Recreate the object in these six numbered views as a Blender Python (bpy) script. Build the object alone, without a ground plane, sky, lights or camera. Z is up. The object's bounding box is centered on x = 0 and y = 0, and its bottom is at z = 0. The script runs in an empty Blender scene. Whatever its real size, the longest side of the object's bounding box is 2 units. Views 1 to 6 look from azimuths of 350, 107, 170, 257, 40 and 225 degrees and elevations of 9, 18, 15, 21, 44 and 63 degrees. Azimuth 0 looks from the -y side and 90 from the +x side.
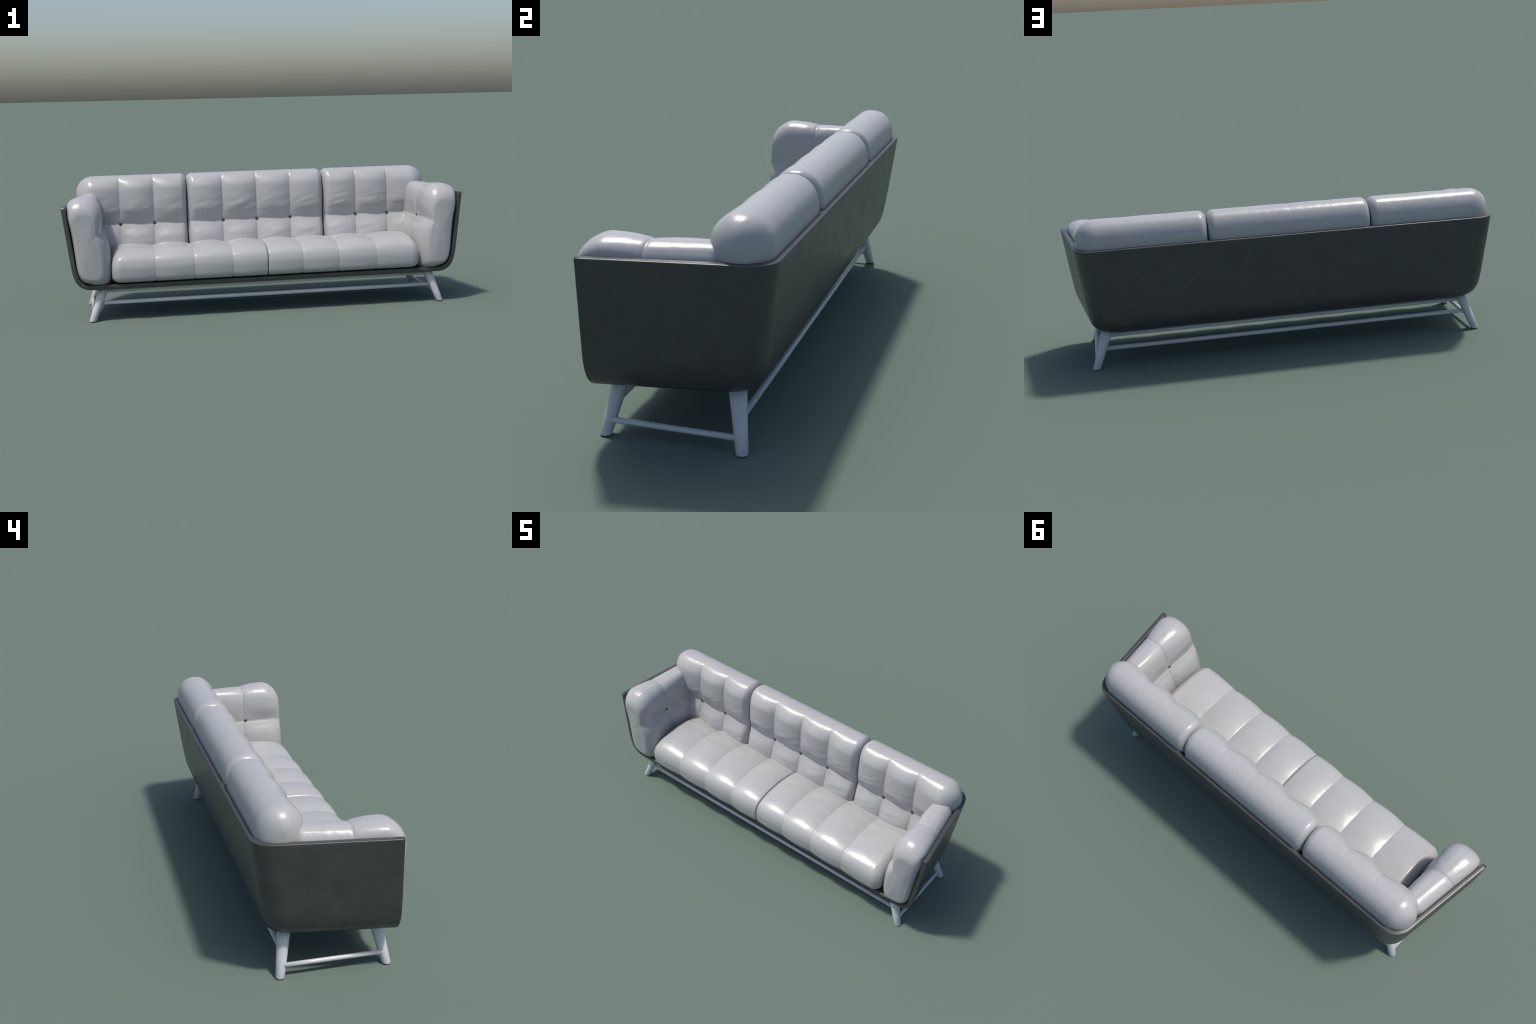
"""Three-seat sofa: dark upholstered tub shell, pale tufted leather cushions,
splayed round legs joined by stretchers.  Metres, z up, front faces -y."""
import bpy, bmesh, math
import numpy as np

# ------------------------------------------------------------------ helpers
def perlin(x, y, z, seed=0):
    """Smooth gradient noise on arrays, about -1..1."""
    rng = np.random.RandomState(seed)
    perm = rng.permutation(256)
    perm = np.concatenate([perm, perm, perm])
    ang = rng.normal(size=(256, 3))
    ang /= np.linalg.norm(ang, axis=1)[:, None]
    xi, yi, zi = (np.floor(v).astype(int) for v in (x, y, z))
    xf, yf, zf = x - xi, y - yi, z - zi
    fade = lambda t: t * t * t * (t * (t * 6 - 15) + 10)
    u, v, w = fade(xf), fade(yf), fade(zf)
    out = 0
    for dx in (0, 1):
        for dy in (0, 1):
            for dz in (0, 1):
                h = perm[(perm[(perm[(xi + dx) & 255] + yi + dy) & 255] + zi + dz) & 255]
                g = ang[h]
                d = g[..., 0] * (xf - dx) + g[..., 1] * (yf - dy) + g[..., 2] * (zf - dz)
                out = out + d * (u if dx else 1 - u) * (v if dy else 1 - v) * (w if dz else 1 - w)
    return out * 1.6


def closed_spline(pts, n):
    """Periodic Catmull-Rom through pts, resampled evenly to n points."""
    p = np.array(pts, float)
    m = len(p)
    t = np.linspace(0, 1, 40, endpoint=False)[:, None]
    seg = []
    for i in range(m):
        a, b, c, d = p[i - 1], p[i], p[(i + 1) % m], p[(i + 2) % m]
        seg.append(0.5 * (2 * b + (c - a) * t + (2 * a - 5 * b + 4 * c - d) * t ** 2
                          + (3 * b - a - 3 * c + d) * t ** 3))
    q = np.vstack(seg)
    q2 = np.vstack([q, q[:1]])
    L = np.concatenate([[0], np.cumsum(np.linalg.norm(np.diff(q2, axis=0), axis=1))])
    s = np.linspace(0, L[-1], n, endpoint=False)
    return np.stack([np.interp(s, L, q2[:, k]) for k in (0, 1)], 1)


def outward(p):
    """Outward unit normals of a closed 2D profile."""
    tng = np.roll(p, -1, 0) - np.roll(p, 1, 0)
    n = np.stack([tng[:, 1], -tng[:, 0]], 1)
    n /= np.linalg.norm(n, axis=1)[:, None] + 1e-12
    area = np.sum(p[:, 0] * np.roll(p[:, 1], -1) - np.roll(p[:, 0], -1) * p[:, 1])
    return n if area > 0 else -n


def smoothstep(a, b, x):
    t = np.clip((x - a) / (b - a), 0, 1)
    return t * t * (3 - 2 * t)


def new_mesh_object(name, verts, faces, mat, parent, smooth=True):
    me = bpy.data.meshes.new(name)
    me.from_pydata([tuple(map(float, v)) for v in verts], [], faces)
    me.validate()
    me.update()
    if smooth:
        me.polygons.foreach_set("use_smooth", [True] * len(me.polygons))
    ob = bpy.data.objects.new(name, me)
    bpy.context.scene.collection.objects.link(ob)
    me.materials.append(mat)
    ob.parent = parent
    return ob


def end_inset(u, r, p):
    """How far a rounded end pulls the section in, u metres from the tip."""
    k = np.clip(1 - u / r, 0, 1)
    return r * (1 - np.maximum(1 - k ** p, 0) ** (1 / p))


def stations(a, b, ra, rb, step):
    """Stations along a cushion, denser in the rounded ends."""
    th = np.linspace(0, math.pi / 2, 18)[:-1]
    head = a + ra * (1 - np.cos(th))
    tail = b - rb * (1 - np.cos(th))
    mid = np.linspace(a + ra, b - rb, max(3, int((b - a - ra - rb) / step)))
    return np.concatenate([head, mid, tail[::-1]])


def loft_cushion(name, prof, a, b, ra, rb, disp, place, mat, parent,
                 nt=220, step=0.0032, power=2.0, warp=None, dome=(0.006, 0.006),
                 head_sides=(1, 1, 1, 1), tail_sides=(1, 1, 1, 1)):
    """Loft a closed 2D profile along an axis from a to b with rounded ends.
    disp(S, P, Q) -> outward offset; place(S, P, Q) -> x, y, z arrays."""
    pr = closed_spline(prof, nt)
    nr = outward(pr)
    lo, hi = pr.min(0), pr.max(0)
    c, h = (lo + hi) / 2, (hi - lo) / 2
    s = stations(a, b, ra, rb, step)
    dA = end_inset(s - a, ra, power)
    dB = end_inset(b - s, rb, power)
    S = np.repeat(s[:, None], nt, 1)
    P0 = np.repeat(pr[None, :, 0], len(s), 0)
    Q0 = np.repeat(pr[None, :, 1], len(s), 0)
    off = disp(S, P0, Q0)
    fadeend = np.where(dA > dB, 1 - dA / ra, 1 - dB / rb)
    off = off * fadeend[:, None] ** 0.7
    P1 = P0 + nr[None, :, 0] * off
    Q1 = Q0 + nr[None, :, 1] * off
    def pull(V, c0, h0, lo_k, hi_k):
        k = [np.maximum(dA * head_sides[i], dB * tail_sides[i])[:, None] / h0 for i in (lo_k, hi_k)]
        return c0 + (V - c0) * (1 - np.where(V < c0, k[0], k[1]))
    P = pull(P1, c[0], h[0], 0, 1)
    Q = pull(Q1, c[1], h[1], 2, 3)
    rings = [(S[i], P[i], Q[i]) for i in range(len(s))]
    # end caps: shrink to the middle with a slight dome
    def cap(ring, sign, dm):
        out = []
        for k in (0.8, 0.6, 0.4, 0.2):
            out.append((ring[0] + sign * dm * (1 - k * k),
                        ring[1].mean() + (ring[1] - ring[1].mean()) * k,
                        ring[2].mean() + (ring[2] - ring[2].mean()) * k))
        return out
    head = cap(rings[0], -1, dome[0])[::-1]
    tail = cap(rings[-1], 1, dome[1])
    rings = head + rings + tail
    A = np.array([np.stack(r, 1) for r in rings])          # ring, t, (s,p,q)
    ca = A[0].mean(0); cb = A[-1].mean(0)
    flat = np.vstack([A.reshape(-1, 3), ca[None], cb[None]])
    if warp:
        flat = warp(flat)
    X, Y, Z = place(flat[:, 0], flat[:, 1], flat[:, 2])
    verts = np.stack([X, Y, Z], 1)
    nrg = len(rings)
    faces = []
    for i in range(nrg - 1):
        for j in range(nt):
            k = (j + 1) % nt
            faces.append((i * nt + j, i * nt + k, (i + 1) * nt + k, (i + 1) * nt + j))
    ia, ib = nrg * nt, nrg * nt + 1
    for j in range(nt):
        k = (j + 1) % nt
        faces.append((ia, k, j))
        faces.append((ib, (nrg - 1) * nt + j, (nrg - 1) * nt + k))
    # make faces point outward (signed volume test)
    tri = np.array([f[:3] for f in faces])
    vol = np.einsum('ij,ij->i', verts[tri[:, 0]], np.cross(verts[tri[:, 1]], verts[tri[:, 2]])).sum()
    if vol < 0:
        faces = [f[::-1] for f in faces]
    return new_mesh_object(name, verts, faces, mat, parent)


# ---------------------------------------------------------------- materials
def principled(name):
    m = bpy.data.materials.new(name)
    m.use_nodes = True
    nt = m.node_tree
    return m, nt, nt.nodes["Principled BSDF"]


def noise_node(nt, scale, detail, rough, vec):
    n = nt.nodes.new("ShaderNodeTexNoise")
    n.inputs["Scale"].default_value = scale
    n.inputs["Detail"].default_value = detail
    n.inputs["Roughness"].default_value = rough
    nt.links.new(vec, n.inputs["Vector"])
    return n


def ramp_node(nt, fac, stops):
    r = nt.nodes.new("ShaderNodeValToRGB")
    e = r.color_ramp.elements
    e[0].position, e[0].color = stops[0][0], (*stops[0][1], 1)
    e[1].position, e[1].color = stops[-1][0], (*stops[-1][1], 1)
    nt.links.new(fac, r.inputs["Fac"])
    return r


def leather_material():
    m, nt, bs = principled("pale_leather")
    co = nt.nodes.new("ShaderNodeTexCoord").outputs["Object"]
    tone = noise_node(nt, 9.0, 4, 0.55, co)
    r = ramp_node(nt, tone.outputs["Fac"], [(0.3, (0.368, 0.368, 0.372)), (0.7, (0.389, 0.388, 0.391))])
    nt.links.new(r.outputs["Color"], bs.inputs["Base Color"])
    rr = noise_node(nt, 30.0, 3, 0.5, co)
    mr = nt.nodes.new("ShaderNodeMapRange")
    mr.inputs["From Min"].default_value, mr.inputs["From Max"].default_value = 0.3, 0.7
    mr.inputs["To Min"].default_value, mr.inputs["To Max"].default_value = 0.280, 0.300
    nt.links.new(rr.outputs["Fac"], mr.inputs["Value"])
    nt.links.new(mr.outputs["Result"], bs.inputs["Roughness"])
    crease = noise_node(nt, 105.0, 1, 0.4, co)
    b1 = nt.nodes.new("ShaderNodeBump")
    b1.inputs["Strength"].default_value = 0.12
    b1.inputs["Distance"].default_value = 0.0007
    nt.links.new(crease.outputs["Fac"], b1.inputs["Height"])
    nt.links.new(b1.outputs["Normal"], bs.inputs["Normal"])
    return m


def shell_material():
    m, nt, bs = principled("charcoal_leather")
    co = nt.nodes.new("ShaderNodeTexCoord").outputs["Object"]
    tone = noise_node(nt, 14.0, 6, 0.65, co)
    r = ramp_node(nt, tone.outputs["Fac"], [(0.3, (0.047, 0.0485, 0.0485)), (0.7, (0.064, 0.0655, 0.0655))])
    nt.links.new(r.outputs["Color"], bs.inputs["Base Color"])
    mr = nt.nodes.new("ShaderNodeMapRange")
    mr.inputs["From Min"].default_value, mr.inputs["From Max"].default_value = 0.3, 0.7
    mr.inputs["To Min"].default_value, mr.inputs["To Max"].default_value = 0.30, 0.42
    nt.links.new(tone.outputs["Fac"], mr.inputs["Value"])
    nt.links.new(mr.outputs["Result"], bs.inputs["Roughness"])
    grain = noise_node(nt, 160.0, 3, 0.6, co)
    b1 = nt.nodes.new("ShaderNodeBump")
    b1.inputs["Strength"].default_value = 0.25
    b1.inputs["Distance"].default_value = 0.0008
    nt.links.new(grain.outputs["Fac"], b1.inputs["Height"])
    nt.links.new(b1.outputs["Normal"], bs.inputs["Normal"])
    return m


def paint_material():
    m, nt, bs = principled("white_lacquer")
    co = nt.nodes.new("ShaderNodeTexCoord").outputs["Object"]
    tone = noise_node(nt, 20.0, 2, 0.5, co)
    r = ramp_node(nt, tone.outputs["Fac"], [(0.3, (0.50, 0.505, 0.52)), (0.7, (0.53, 0.535, 0.55))])
    nt.links.new(r.outputs["Color"], bs.inputs["Base Color"])
    bs.inputs["Roughness"].default_value = 0.28
    return m


def button_material():
    m, nt, bs = principled("grey_button")
    co = nt.nodes.new("ShaderNodeTexCoord").outputs["Object"]
    tone = noise_node(nt, 90.0, 2, 0.5, co)
    r = ramp_node(nt, tone.outputs["Fac"], [(0.3, (0.045, 0.046, 0.048)), (0.7, (0.06, 0.061, 0.063))])
    nt.links.new(r.outputs["Color"], bs.inputs["Base Color"])
    bs.inputs["Roughness"].default_value = 0.42
    return m


LEATHER, SHELL, PAINT, BUTTON = leather_material(), shell_material(), paint_material(), button_material()

# --------------------------------------------------------------- the thing
sofa = bpy.data.objects.new("sofa", None)
bpy.context.scene.collection.objects.link(sofa)
sofa["label"] = "long pale tufted leather sofa in dark tub shell on splayed legs"
sofa["category"] = "sofa"

# ------------------------------------------------------------------- shell
THICK, LIP = 0.0215, 0.0036
# (height, inward offset) of the outer skin from the rim down to the floor
SKIN = [(0.555, 0.0), (0.543, 0.0014), (0.50, 0.0068), (0.44, 0.0145), (0.38, 0.0222), (0.32, 0.030),
        (0.28, 0.0355), (0.25, 0.0402), (0.225, 0.0455), (0.205, 0.0525), (0.188, 0.0620),
        (0.175, 0.0740), (0.165, 0.0890), (0.158, 0.1080), (0.1555, 0.1300)]

def front_y(z):
    return -0.236 - 0.014 * min(1.0, max(0.0, (0.55 - z) / 0.30))

def side_x(y, inset):
    """Outer face of the right side: splayed outwards towards the front."""
    return 1.0 - 0.147 * (y + 0.236) - inset

def shell_skin():
    """Open outer skin: side, rounded rear corner, back, mirrored; then the floor."""
    loops = []
    for z, ins in SKIN:
        yb, yf, R = 0.2765 - ins * 1.02, front_y(z), 0.075
        ys = yb - R * 1.08
        half = [(side_x(y, ins), y) for y in [yf, yf + 0.012] + list(np.linspace(yf + 0.03, ys, 24))]
        cx = half[-1][0] - R
        for th in np.linspace(0, math.pi / 2, 14)[1:]:
            half.append((cx + R * math.cos(th) - 0.147 * R * math.sin(th) * (1 - math.sin(th)),
                         ys + (yb - ys) * math.sin(th)))
        half += [(x, yb) for x in np.linspace(half[-1][0], 0, 40)[1:]]
        loops.append([(x, y, z) for x, y in half + [(-x, y) for x, y in half[-2::-1]]])
    n = len(loops[0])
    verts = [v for l in loops for v in l]
    faces = [(i * n + j, (i + 1) * n + j, (i + 1) * n + j + 1, i * n + j + 1)
             for i in range(len(loops) - 1) for j in range(n - 1)]
    base, half_n = (len(loops) - 1) * n, n // 2
    faces += [(base + j, base + n - 1 - j, base + n - 2 - j, base + j + 1) for j in range(half_n - 1)]
    faces.append((base + half_n - 1, base + half_n + 1, base + half_n))
    return verts, faces

def build_shell():
    """Thicken the skin inwards and close it with a rounded lip all along its border."""
    verts, faces = shell_skin()
    bm = bmesh.new()
    bv = [bm.verts.new(v) for v in verts]
    for f in faces:
        bm.faces.new([bv[k] for k in f])
    bmesh.ops.recalc_face_normals(bm, faces=bm.faces)
    if max(bm.faces, key=lambda f: f.calc_center_median().y).normal.y < 0:
        bmesh.ops.reverse_faces(bm, faces=bm.faces)
    bm.normal_update()
    # ordered border
    start = next(e for e in bm.edges if e.is_boundary)
    loop, v, e = [start.verts[0]], start.verts[1], start
    while v is not loop[0]:
        loop.append(v)
        e = next(k for k in v.link_edges if k.is_boundary and k is not e)
        v = e.other_vert(v)
    def edge_out(a, b):
        f = next(e for e in a.link_edges if e.other_vert(a) is b).link_faces[0]
        d = (b.co - a.co).normalized()
        t = f.normal.cross(d)
        return t if t.dot((a.co + b.co) / 2 - f.calc_center_median()) > 0 else -t
    m = len(loop)
    out = {}
    for k, v in enumerate(loop):
        t1, t2 = edge_out(loop[k - 1], v), edge_out(v, loop[(k + 1) % m])
        out[v] = (t1 + t2) / (1 + t1.dot(t2))
    normal = {v: v.normal.copy() for v in bm.verts}
    skin_verts, skin_faces = list(bm.verts), list(bm.faces)
    inner = {v: bm.verts.new(v.co - normal[v] * THICK - out.get(v, v.co * 0) * LIP) for v in skin_verts}
    rings = []
    for v in loop:
        nrm, t, co = normal[v], out[v], v.co.copy()
        col = [v]
        for c0, angles in ((co - nrm * LIP - t * LIP, (22.5, 45, 67.5, 90)),
                           (co - nrm * (THICK - LIP) - t * LIP, (90, 112.5, 135, 157.5))):
            for a in angles:
                a = math.radians(a)
                col.append(bm.verts.new(c0 + (nrm * math.cos(a) + t * math.sin(a)) * LIP))
        col.append(inner[v])
        v.co = co - t * LIP
        rings.append(col)
    for f in skin_faces:
        bm.faces.new([inner[v] for v in reversed(f.verts)])
    for k in range(m):
        A, B = rings[k], rings[(k + 1) % m]
        for q in range(len(A) - 1):
            bm.faces.new((A[q], A[q + 1], B[q + 1], B[q]))
    bmesh.ops.recalc_face_normals(bm, faces=bm.faces)
    for f in bm.faces:
        f.smooth = True
    me = bpy.data.meshes.new("shell")
    bm.to_mesh(me)
    bm.free()
    ob = bpy.data.objects.new("shell", me)
    bpy.context.scene.collection.objects.link(ob)
    me.materials.append(SHELL)
    ob.parent = sofa
    return ob

build_shell()

# ------------------------------------------------------------------- tufts
def tuft(S, seams, ends, power=0.8):
    """0 on each seam, 1 in the middle of a panel (arc between seams)."""
    edges = np.array(sorted([ends[0]] + list(seams) + [ends[1]]))
    i = np.clip(np.searchsorted(edges, S) - 1, 0, len(edges) - 2)
    w = (S - edges[i]) / (edges[i + 1] - edges[i]) * 2 - 1
    w = np.clip(w, -1, 1)
    # open ends are not pinched
    return np.maximum(1 - w * w, 0) ** power, i

def seam_groove(S, seams, width):
    g = np.zeros_like(S)
    for s in seams:
        g = np.maximum(g, np.exp(-np.abs((S - s) / width) ** 1.5))
    return g

# ------------------------------------------------------------ seat cushions
SEAT = [(-0.250, 0.186), (-0.2640, 0.203), (-0.2680, 0.235), (-0.2660, 0.268), (-0.2530, 0.298), (-0.2250, 0.3175),
        (-0.1850, 0.3285), (-0.130, 0.3330), (-0.070, 0.3325), (0.0, 0.323), (0.060, 0.306), (0.110, 0.288),
        (0.145, 0.255), (0.150, 0.215), (0.135, 0.181), (0.05, 0.178), (-0.10, 0.178), (-0.21, 0.179)]
SPLIT = -0.010

def build_seat(sign, seams, outer):
    """One seat cushion; stations run outwards from the split to the arm."""
    a, b = 0.0012, abs(outer - SPLIT)
    seams = [abs(x - SPLIT) for x in seams]
    def disp(S, P, Q):
        arc, idx = tuft(S, seams, (0.0, b + 0.02), 1.0)
        top = smoothstep(0.180, 0.205, Q) * (1 - smoothstep(0.06, 0.14, P))
        body = 0.0072 + 0.0065 * smoothstep(-0.25, -0.10, P)
        g = seam_groove(S, seams, 0.0040)
        low = smoothstep(0.200, 0.184, Q) * (P < -0.2)
        out = body * top * arc - 0.0008 * g * top - 0.004 * g * low
        # leather creases, mostly across the panels near the backrest
        wr = perlin(S * 10 + 7 * sign, P * 24, Q * 24 + idx * 3.1, 3)
        wr2 = perlin(S * 26 + 5 * sign, P * 34, Q * 34, 4)
        back = smoothstep(-0.10, 0.03, P)
        return out + top * (0.0008 * wr * (0.5 + 1.5 * back) + 0.0003 * wr2)
    place = lambda s, p, q: (SPLIT + sign * s, p, q)
    def warp(A):
        A = A.copy()
        k = smoothstep(b - 0.07, b, A[:, 0])
        A[:, 0] -= 0.008 * smoothstep(0.24, 0.34, A[:, 2]) * k
        return A
    return loft_cushion("seat_cushion", SEAT, a, b, 0.008, 0.045, disp, place, LEATHER, sofa,
                        nt=260, warp=warp, dome=(0.0004, 0.005), tail_sides=(0.7, 1, 0.5, 0.85))

build_seat(-1, (-0.185, -0.373, -0.563), -0.773)
build_seat(1, (0.165, 0.349, 0.544), 0.771)

# ------------------------------------------------------------ back cushions
BUTTON_Z = 0.425
BACK = [(0.092, 0.205), (0.076, 0.255), (0.075, 0.310), (0.086, 0.362), (0.0985, 0.405), (0.1045, 0.425),
        (0.1015, 0.450), (0.0985, 0.500), (0.1005, 0.555), (0.1060, 0.605), (0.1170, 0.640),
        (0.1360, 0.6615), (0.1640, 0.6690), (0.1960, 0.6660), (0.2260, 0.6500), (0.2480, 0.6180),
        (0.2580, 0.570), (0.2530, 0.510), (0.2310, 0.370), (0.2090, 0.250), (0.180, 0.195), (0.130, 0.182)]

def back_displacement(seams, ends, seed):
    def disp(S, P, Q):
        arc, idx = tuft(S, seams, ends, 0.92)
        front = 1 - smoothstep(0.125, 0.185, P + 0.35 * np.maximum(Q - 0.64, 0))
        crown = 1 - smoothstep(0.60, 0.668, Q)
        up = smoothstep(BUTTON_Z, 0.505, Q)
        dn = smoothstep(BUTTON_Z, 0.350, Q)
        lobe = np.maximum(up, dn)
        depth = (0.005 + 0.0172 * lobe) * front * (0.12 + 0.88 * crown)
        gv = seam_groove(S, seams, 0.0040)
        gh = np.exp(-np.abs((Q - BUTTON_Z) / 0.006) ** 1.5) * (P < 0.14)
        out = depth * arc - 0.0015 * gv * np.maximum(front, smoothstep(0.24, 0.18, P) * 0.6) - 0.0018 * gh
        # folds pulled from the tufting, rising towards +x
        tilt = Q - 0.22 * S
        f1 = perlin(S * 7 + seed, tilt * 30, idx * 4.7 + 0 * Q, 11 + seed)
        f2 = perlin(S * 16 - seed, tilt * 62, idx * 2.3 + 0 * Q, 12 + seed)
        zone = np.exp(-((Q - 0.500) / 0.045) ** 2) + 0.8 * np.exp(-((Q - 0.345) / 0.032) ** 2)
        out = out + front * zone * (0.0032 * f1 + 0.0011 * f2) * (0.35 + 0.65 * arc)
        fine = perlin(S * 34, P * 40, Q * 40, 20 + seed)
        return out + 0.0004 * fine
    return disp

GAP_END, ARM_END = (1.45, 1, 1, 1), (1, 1, 1, 1)      # front edge eased more where cushions meet

def back_cushion(a, b, seams, ra, rb, seed, ends, warp=None, head=GAP_END, tail=GAP_END):
    return loft_cushion("back_cushion", BACK, a, b, ra, rb, back_displacement(seams, ends, seed),
                        lambda s, p, q: (s, p, q), LEATHER, sofa, nt=260, power=2.0, warp=warp,
                        dome=(0.003, 0.003), head_sides=head, tail_sides=tail)

SEAM_MID = (-0.179, 0.0, 0.179)
back_cushion(-0.3605, 0.3605, SEAM_MID, 0.032, 0.032, 1, (-0.3640, 0.3640))
for sgn in (-1, 1):
    seams = tuple(sorted((sgn * 0.536, sgn * 0.710)))
    lo, hi = sorted((sgn * 0.3635, sgn * 0.926))
    ra, rb = (0.085, 0.032) if sgn < 0 else (0.032, 0.085)
    ends = tuple(sorted((sgn * 0.3600, sgn * 0.960)))
    def warp(A, sgn=sgn):
        A = A.copy()
        k = smoothstep(0.80, 0.926, sgn * A[:, 0])
        # lean in with the shell towards the floor
        A[:, 0] -= sgn * k * 0.13 * np.maximum(0.56 - A[:, 2], 0)
        return A
    head, tail = (ARM_END, GAP_END) if sgn < 0 else (GAP_END, ARM_END)
    back_cushion(lo, hi, seams, ra, rb, 5 + sgn, ends, warp, head, tail)

# ------------------------------------------------------------- arm cushions
ARM = [(0.9775, 0.510), (0.9735, 0.548), (0.955, 0.575), (0.920, 0.588), (0.885, 0.587), (0.854, 0.576),
       (0.834, 0.556), (0.823, 0.527), (0.8180, 0.485), (0.8165, 0.445), (0.8160, 0.428), (0.808, 0.410),
       (0.796, 0.375), (0.786, 0.325), (0.782, 0.265), (0.784, 0.210), (0.798, 0.182), (0.845, 0.1765),
       (0.898, 0.180), (0.927, 0.200), (0.944, 0.245), (0.952, 0.320), (0.9625, 0.420)]
ARM_SEAM = -0.070

def build_arm(sign):
    a, b = -0.2700, 0.140
    def disp(S, P, Q):
        arc, idx = tuft(S, (ARM_SEAM,), (-0.30, 0.165), 0.8)
        inner = 1 - smoothstep(0.835, 0.90, P)
        topw = smoothstep(0.53, 0.575, Q)
        lobe = np.maximum(smoothstep(0.428, 0.50, Q), smoothstep(0.428, 0.36, Q))
        depth = (0.002 + 0.011 * lobe) * inner + 0.011 * topw * np.where(S < ARM_SEAM, 1.0, 0.10)
        depth = np.minimum(depth, 0.014)
        gv = seam_groove(S, (ARM_SEAM,), 0.0040)
        gh = np.exp(-np.abs((Q - 0.428) / 0.006) ** 1.5) * (P < 0.86)
        out = depth * arc - 0.0018 * gv * np.maximum(inner, topw) - 0.0015 * gh * smoothstep(-0.22, -0.16, S)
        out = out + 0.010 * inner * (1 - lobe) * smoothstep(-0.03, 0.05, S)   # less pinched behind the button
        wr = perlin(S * 24 + 9 * sign, P * 8, Q * 6, 31)
        fine = perlin(S * 36, P * 36 + sign, Q * 36, 32)
        return out + inner * smoothstep(-0.19, -0.12, S) * 0.0009 * wr + 0.0005 * fine
    def place(s, p, q):
        k = np.clip((p - 0.80) / 0.16, 0, 1)
        x = p - k * 0.147 * (s + 0.236)
        y = s - 0.015 * (0.47 - np.minimum(q, 0.47)) * smoothstep(-0.10, -0.25, s)
        y = y + 0.009 * k * smoothstep(0.57, 0.44, q) * smoothstep(-0.16, -0.27, s)   # outer edge tucks in lower down
        return sign * x, y, q
    return loft_cushion("arm_cushion", ARM, a, b, 0.090, 0.040, disp, place, LEATHER, sofa, nt=240,
                        power=1.9, dome=(0.007, 0.004), head_sides=(0.52, 0.50, 0.42, 0.85),
                        tail_sides=(0.4, 0.8, 0.5, 1))

for sgn in (-1, 1):
    build_arm(sgn)

# ------------------------------------------------------------------ buttons
def button_mesh():
    """Low domed disc facing +z."""
    R, prof = 0.0086, [(0.0, 0.0040), (0.35, 0.0038), (0.65, 0.0031), (0.88, 0.0019), (1.0, 0.0003), (0.97, -0.003), (0.7, -0.006)]
    n = 28
    verts, faces = [(0, 0, prof[0][1])], []
    for k, z in prof[1:]:
        verts += [(R * k * math.cos(2 * math.pi * j / n), R * k * math.sin(2 * math.pi * j / n), z) for j in range(n)]
    for j in range(n):
        faces.append((0, 1 + j, 1 + (j + 1) % n))
    for i in range(len(prof) - 2):
        for j in range(n):
            p, q = 1 + i * n, 1 + (i + 1) * n
            faces.append((p + j, q + j, q + (j + 1) % n, p + (j + 1) % n))
    faces.append(tuple(1 + (len(prof) - 2) * n + j for j in range(n))[::-1])
    return new_mesh_object("button", verts, faces, BUTTON, sofa)

first = button_mesh()
spots = [((x, 0.1035, BUTTON_Z), (math.radians(90), 0, 0)) for x in (-0.710, -0.536, -0.179, 0.0, 0.179, 0.536, 0.710)]
spots += [((s * 0.8145, ARM_SEAM - 0.012, 0.430), (0, -s * math.radians(90), 0)) for s in (-1, 1)]
for i, (loc, rot) in enumerate(spots):
    o = first if i == 0 else first.copy()
    if i:
        bpy.context.scene.collection.objects.link(o)
    o.location, o.rotation_euler = loc, rot

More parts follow.
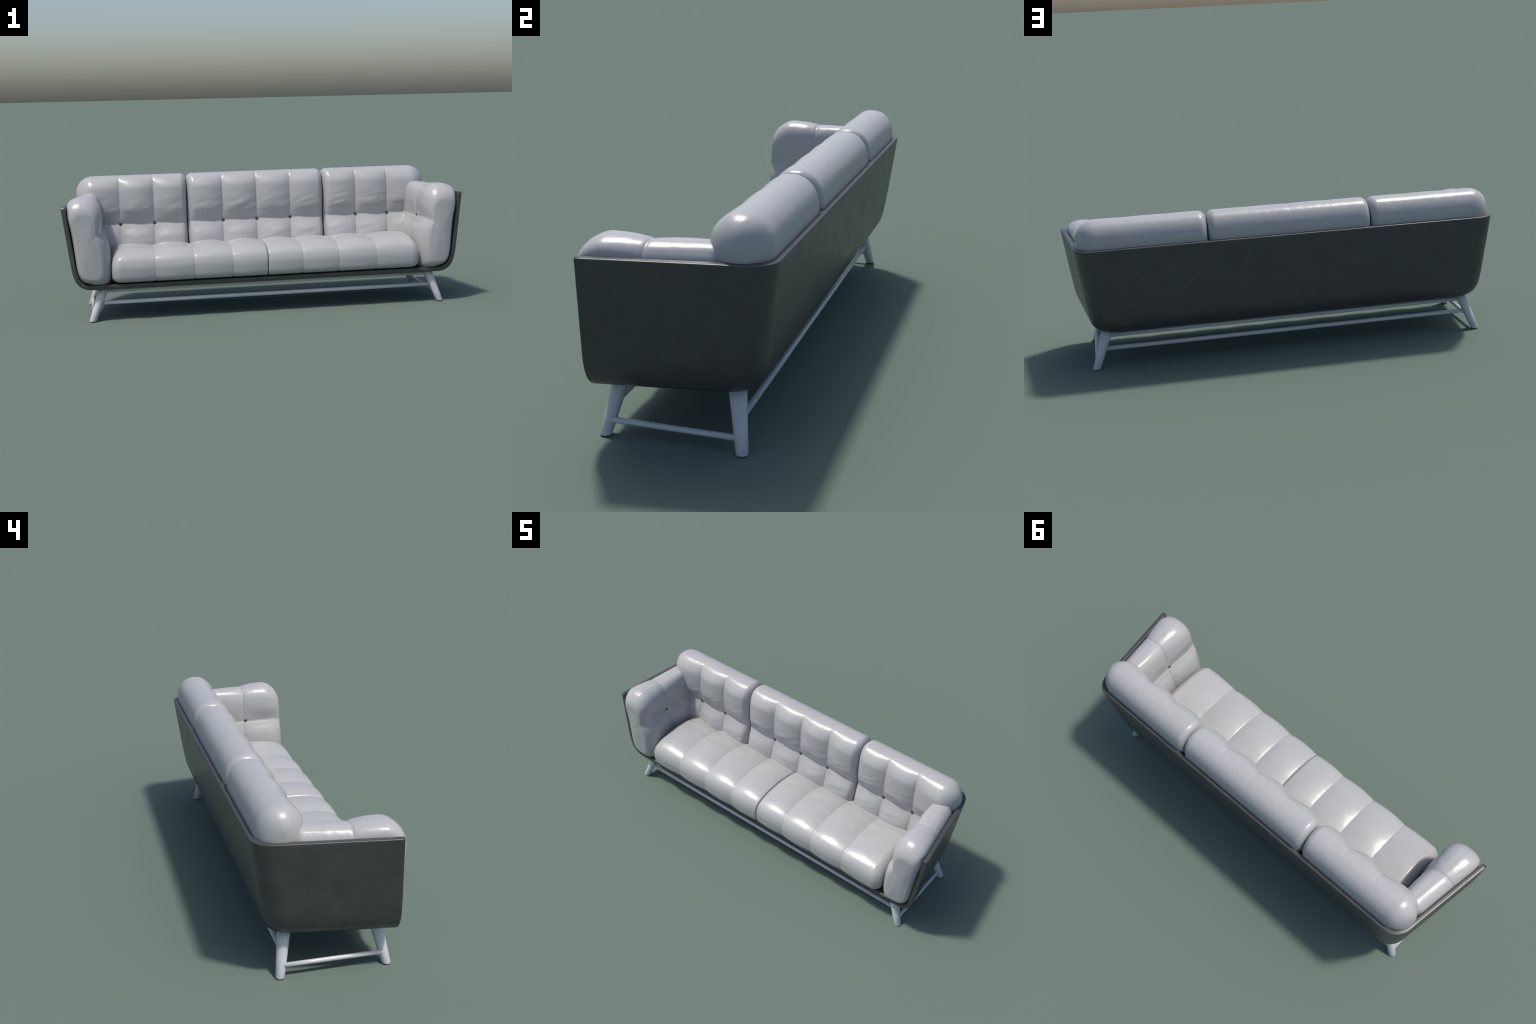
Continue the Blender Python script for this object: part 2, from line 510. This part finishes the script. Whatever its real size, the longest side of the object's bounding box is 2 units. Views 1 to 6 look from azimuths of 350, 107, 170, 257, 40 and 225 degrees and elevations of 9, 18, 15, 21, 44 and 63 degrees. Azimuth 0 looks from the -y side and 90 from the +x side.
# --------------------------------------------------- legs, stretchers, rails
def tube(name, p0, p1, r0, r1, level_ends=False, bevel=0.0):
    """Round bar from p0 to p1.  level_ends keeps its end faces horizontal."""
    p0, p1 = np.array(p0, float), np.array(p1, float)
    d = p1 - p0
    if level_ends:
        u, v = np.array([1., 0, 0]), np.array([0, 1., 0])
    else:
        w = d / np.linalg.norm(d)
        u = np.cross(w, [0, 0, 1.]); u /= np.linalg.norm(u)
        v = np.cross(w, u)
    n = 40
    L = np.linalg.norm(d)
    ts = [(0.0, r0 - bevel), (bevel * 0.3 / L, r0 - bevel * 0.3), (bevel / L, r0)] if bevel else [(0.0, r0)]
    ts += [(t, r0 + (r1 - r0) * t) for t in (0.35, 0.7, 1.0)]
    verts, faces = [], []
    for t, r in ts:
        c = p0 + d * t
        verts += [c + r * (math.cos(2 * math.pi * j / n) * u + math.sin(2 * math.pi * j / n) * v) for j in range(n)]
    for i in range(len(ts) - 1):
        for j in range(n):
            k = (j + 1) % n
            faces.append((i * n + j, i * n + k, (i + 1) * n + k, (i + 1) * n + j))
    faces.append(tuple(range(n))[::-1])
    faces.append(tuple((len(ts) - 1) * n + j for j in range(n)))
    ob = new_mesh_object(name, verts, faces, PAINT, sofa)
    bm = bmesh.new(); bm.from_mesh(ob.data)
    bmesh.ops.recalc_face_normals(bm, faces=bm.faces)
    for f in bm.faces:
        if len(f.verts) > 4:
            f.smooth = False
    bm.to_mesh(ob.data); bm.free()
    return ob

FOOT_X, FOOT_F, FOOT_R = 0.880, -0.231, 0.1745
LEAN_X, LEAN_Y = -0.374, 0.19
FRAME_SHIFT = 0.006
def axis(sx, front, z):
    y = FOOT_F + LEAN_Y * z if front else FOOT_R - LEAN_Y * z
    return np.array([FRAME_SHIFT + sx * (FOOT_X + LEAN_X * z), y, z])

for sx in (-1, 1):
    for front in (True, False):
        tube("leg", axis(sx, front, 0.0), axis(sx, front, 0.166), 0.0177, 0.0256, True, 0.003)
for front in (True, False):
    tube("stretcher", axis(-1, front, 0.085), axis(1, front, 0.085), 0.0095, 0.0095)
    tube("rail", axis(-1, front, 0.142), axis(1, front, 0.142), 0.0092, 0.0092)
for sx in (-1, 1):
    shift = np.array([sx * 0.010, 0, 0])          # side bars sit towards the outside of the legs
    tube("stretcher", axis(sx, True, 0.0435) + shift, axis(sx, False, 0.0435) + shift, 0.0088, 0.0088)

bpy.context.view_layer.update()
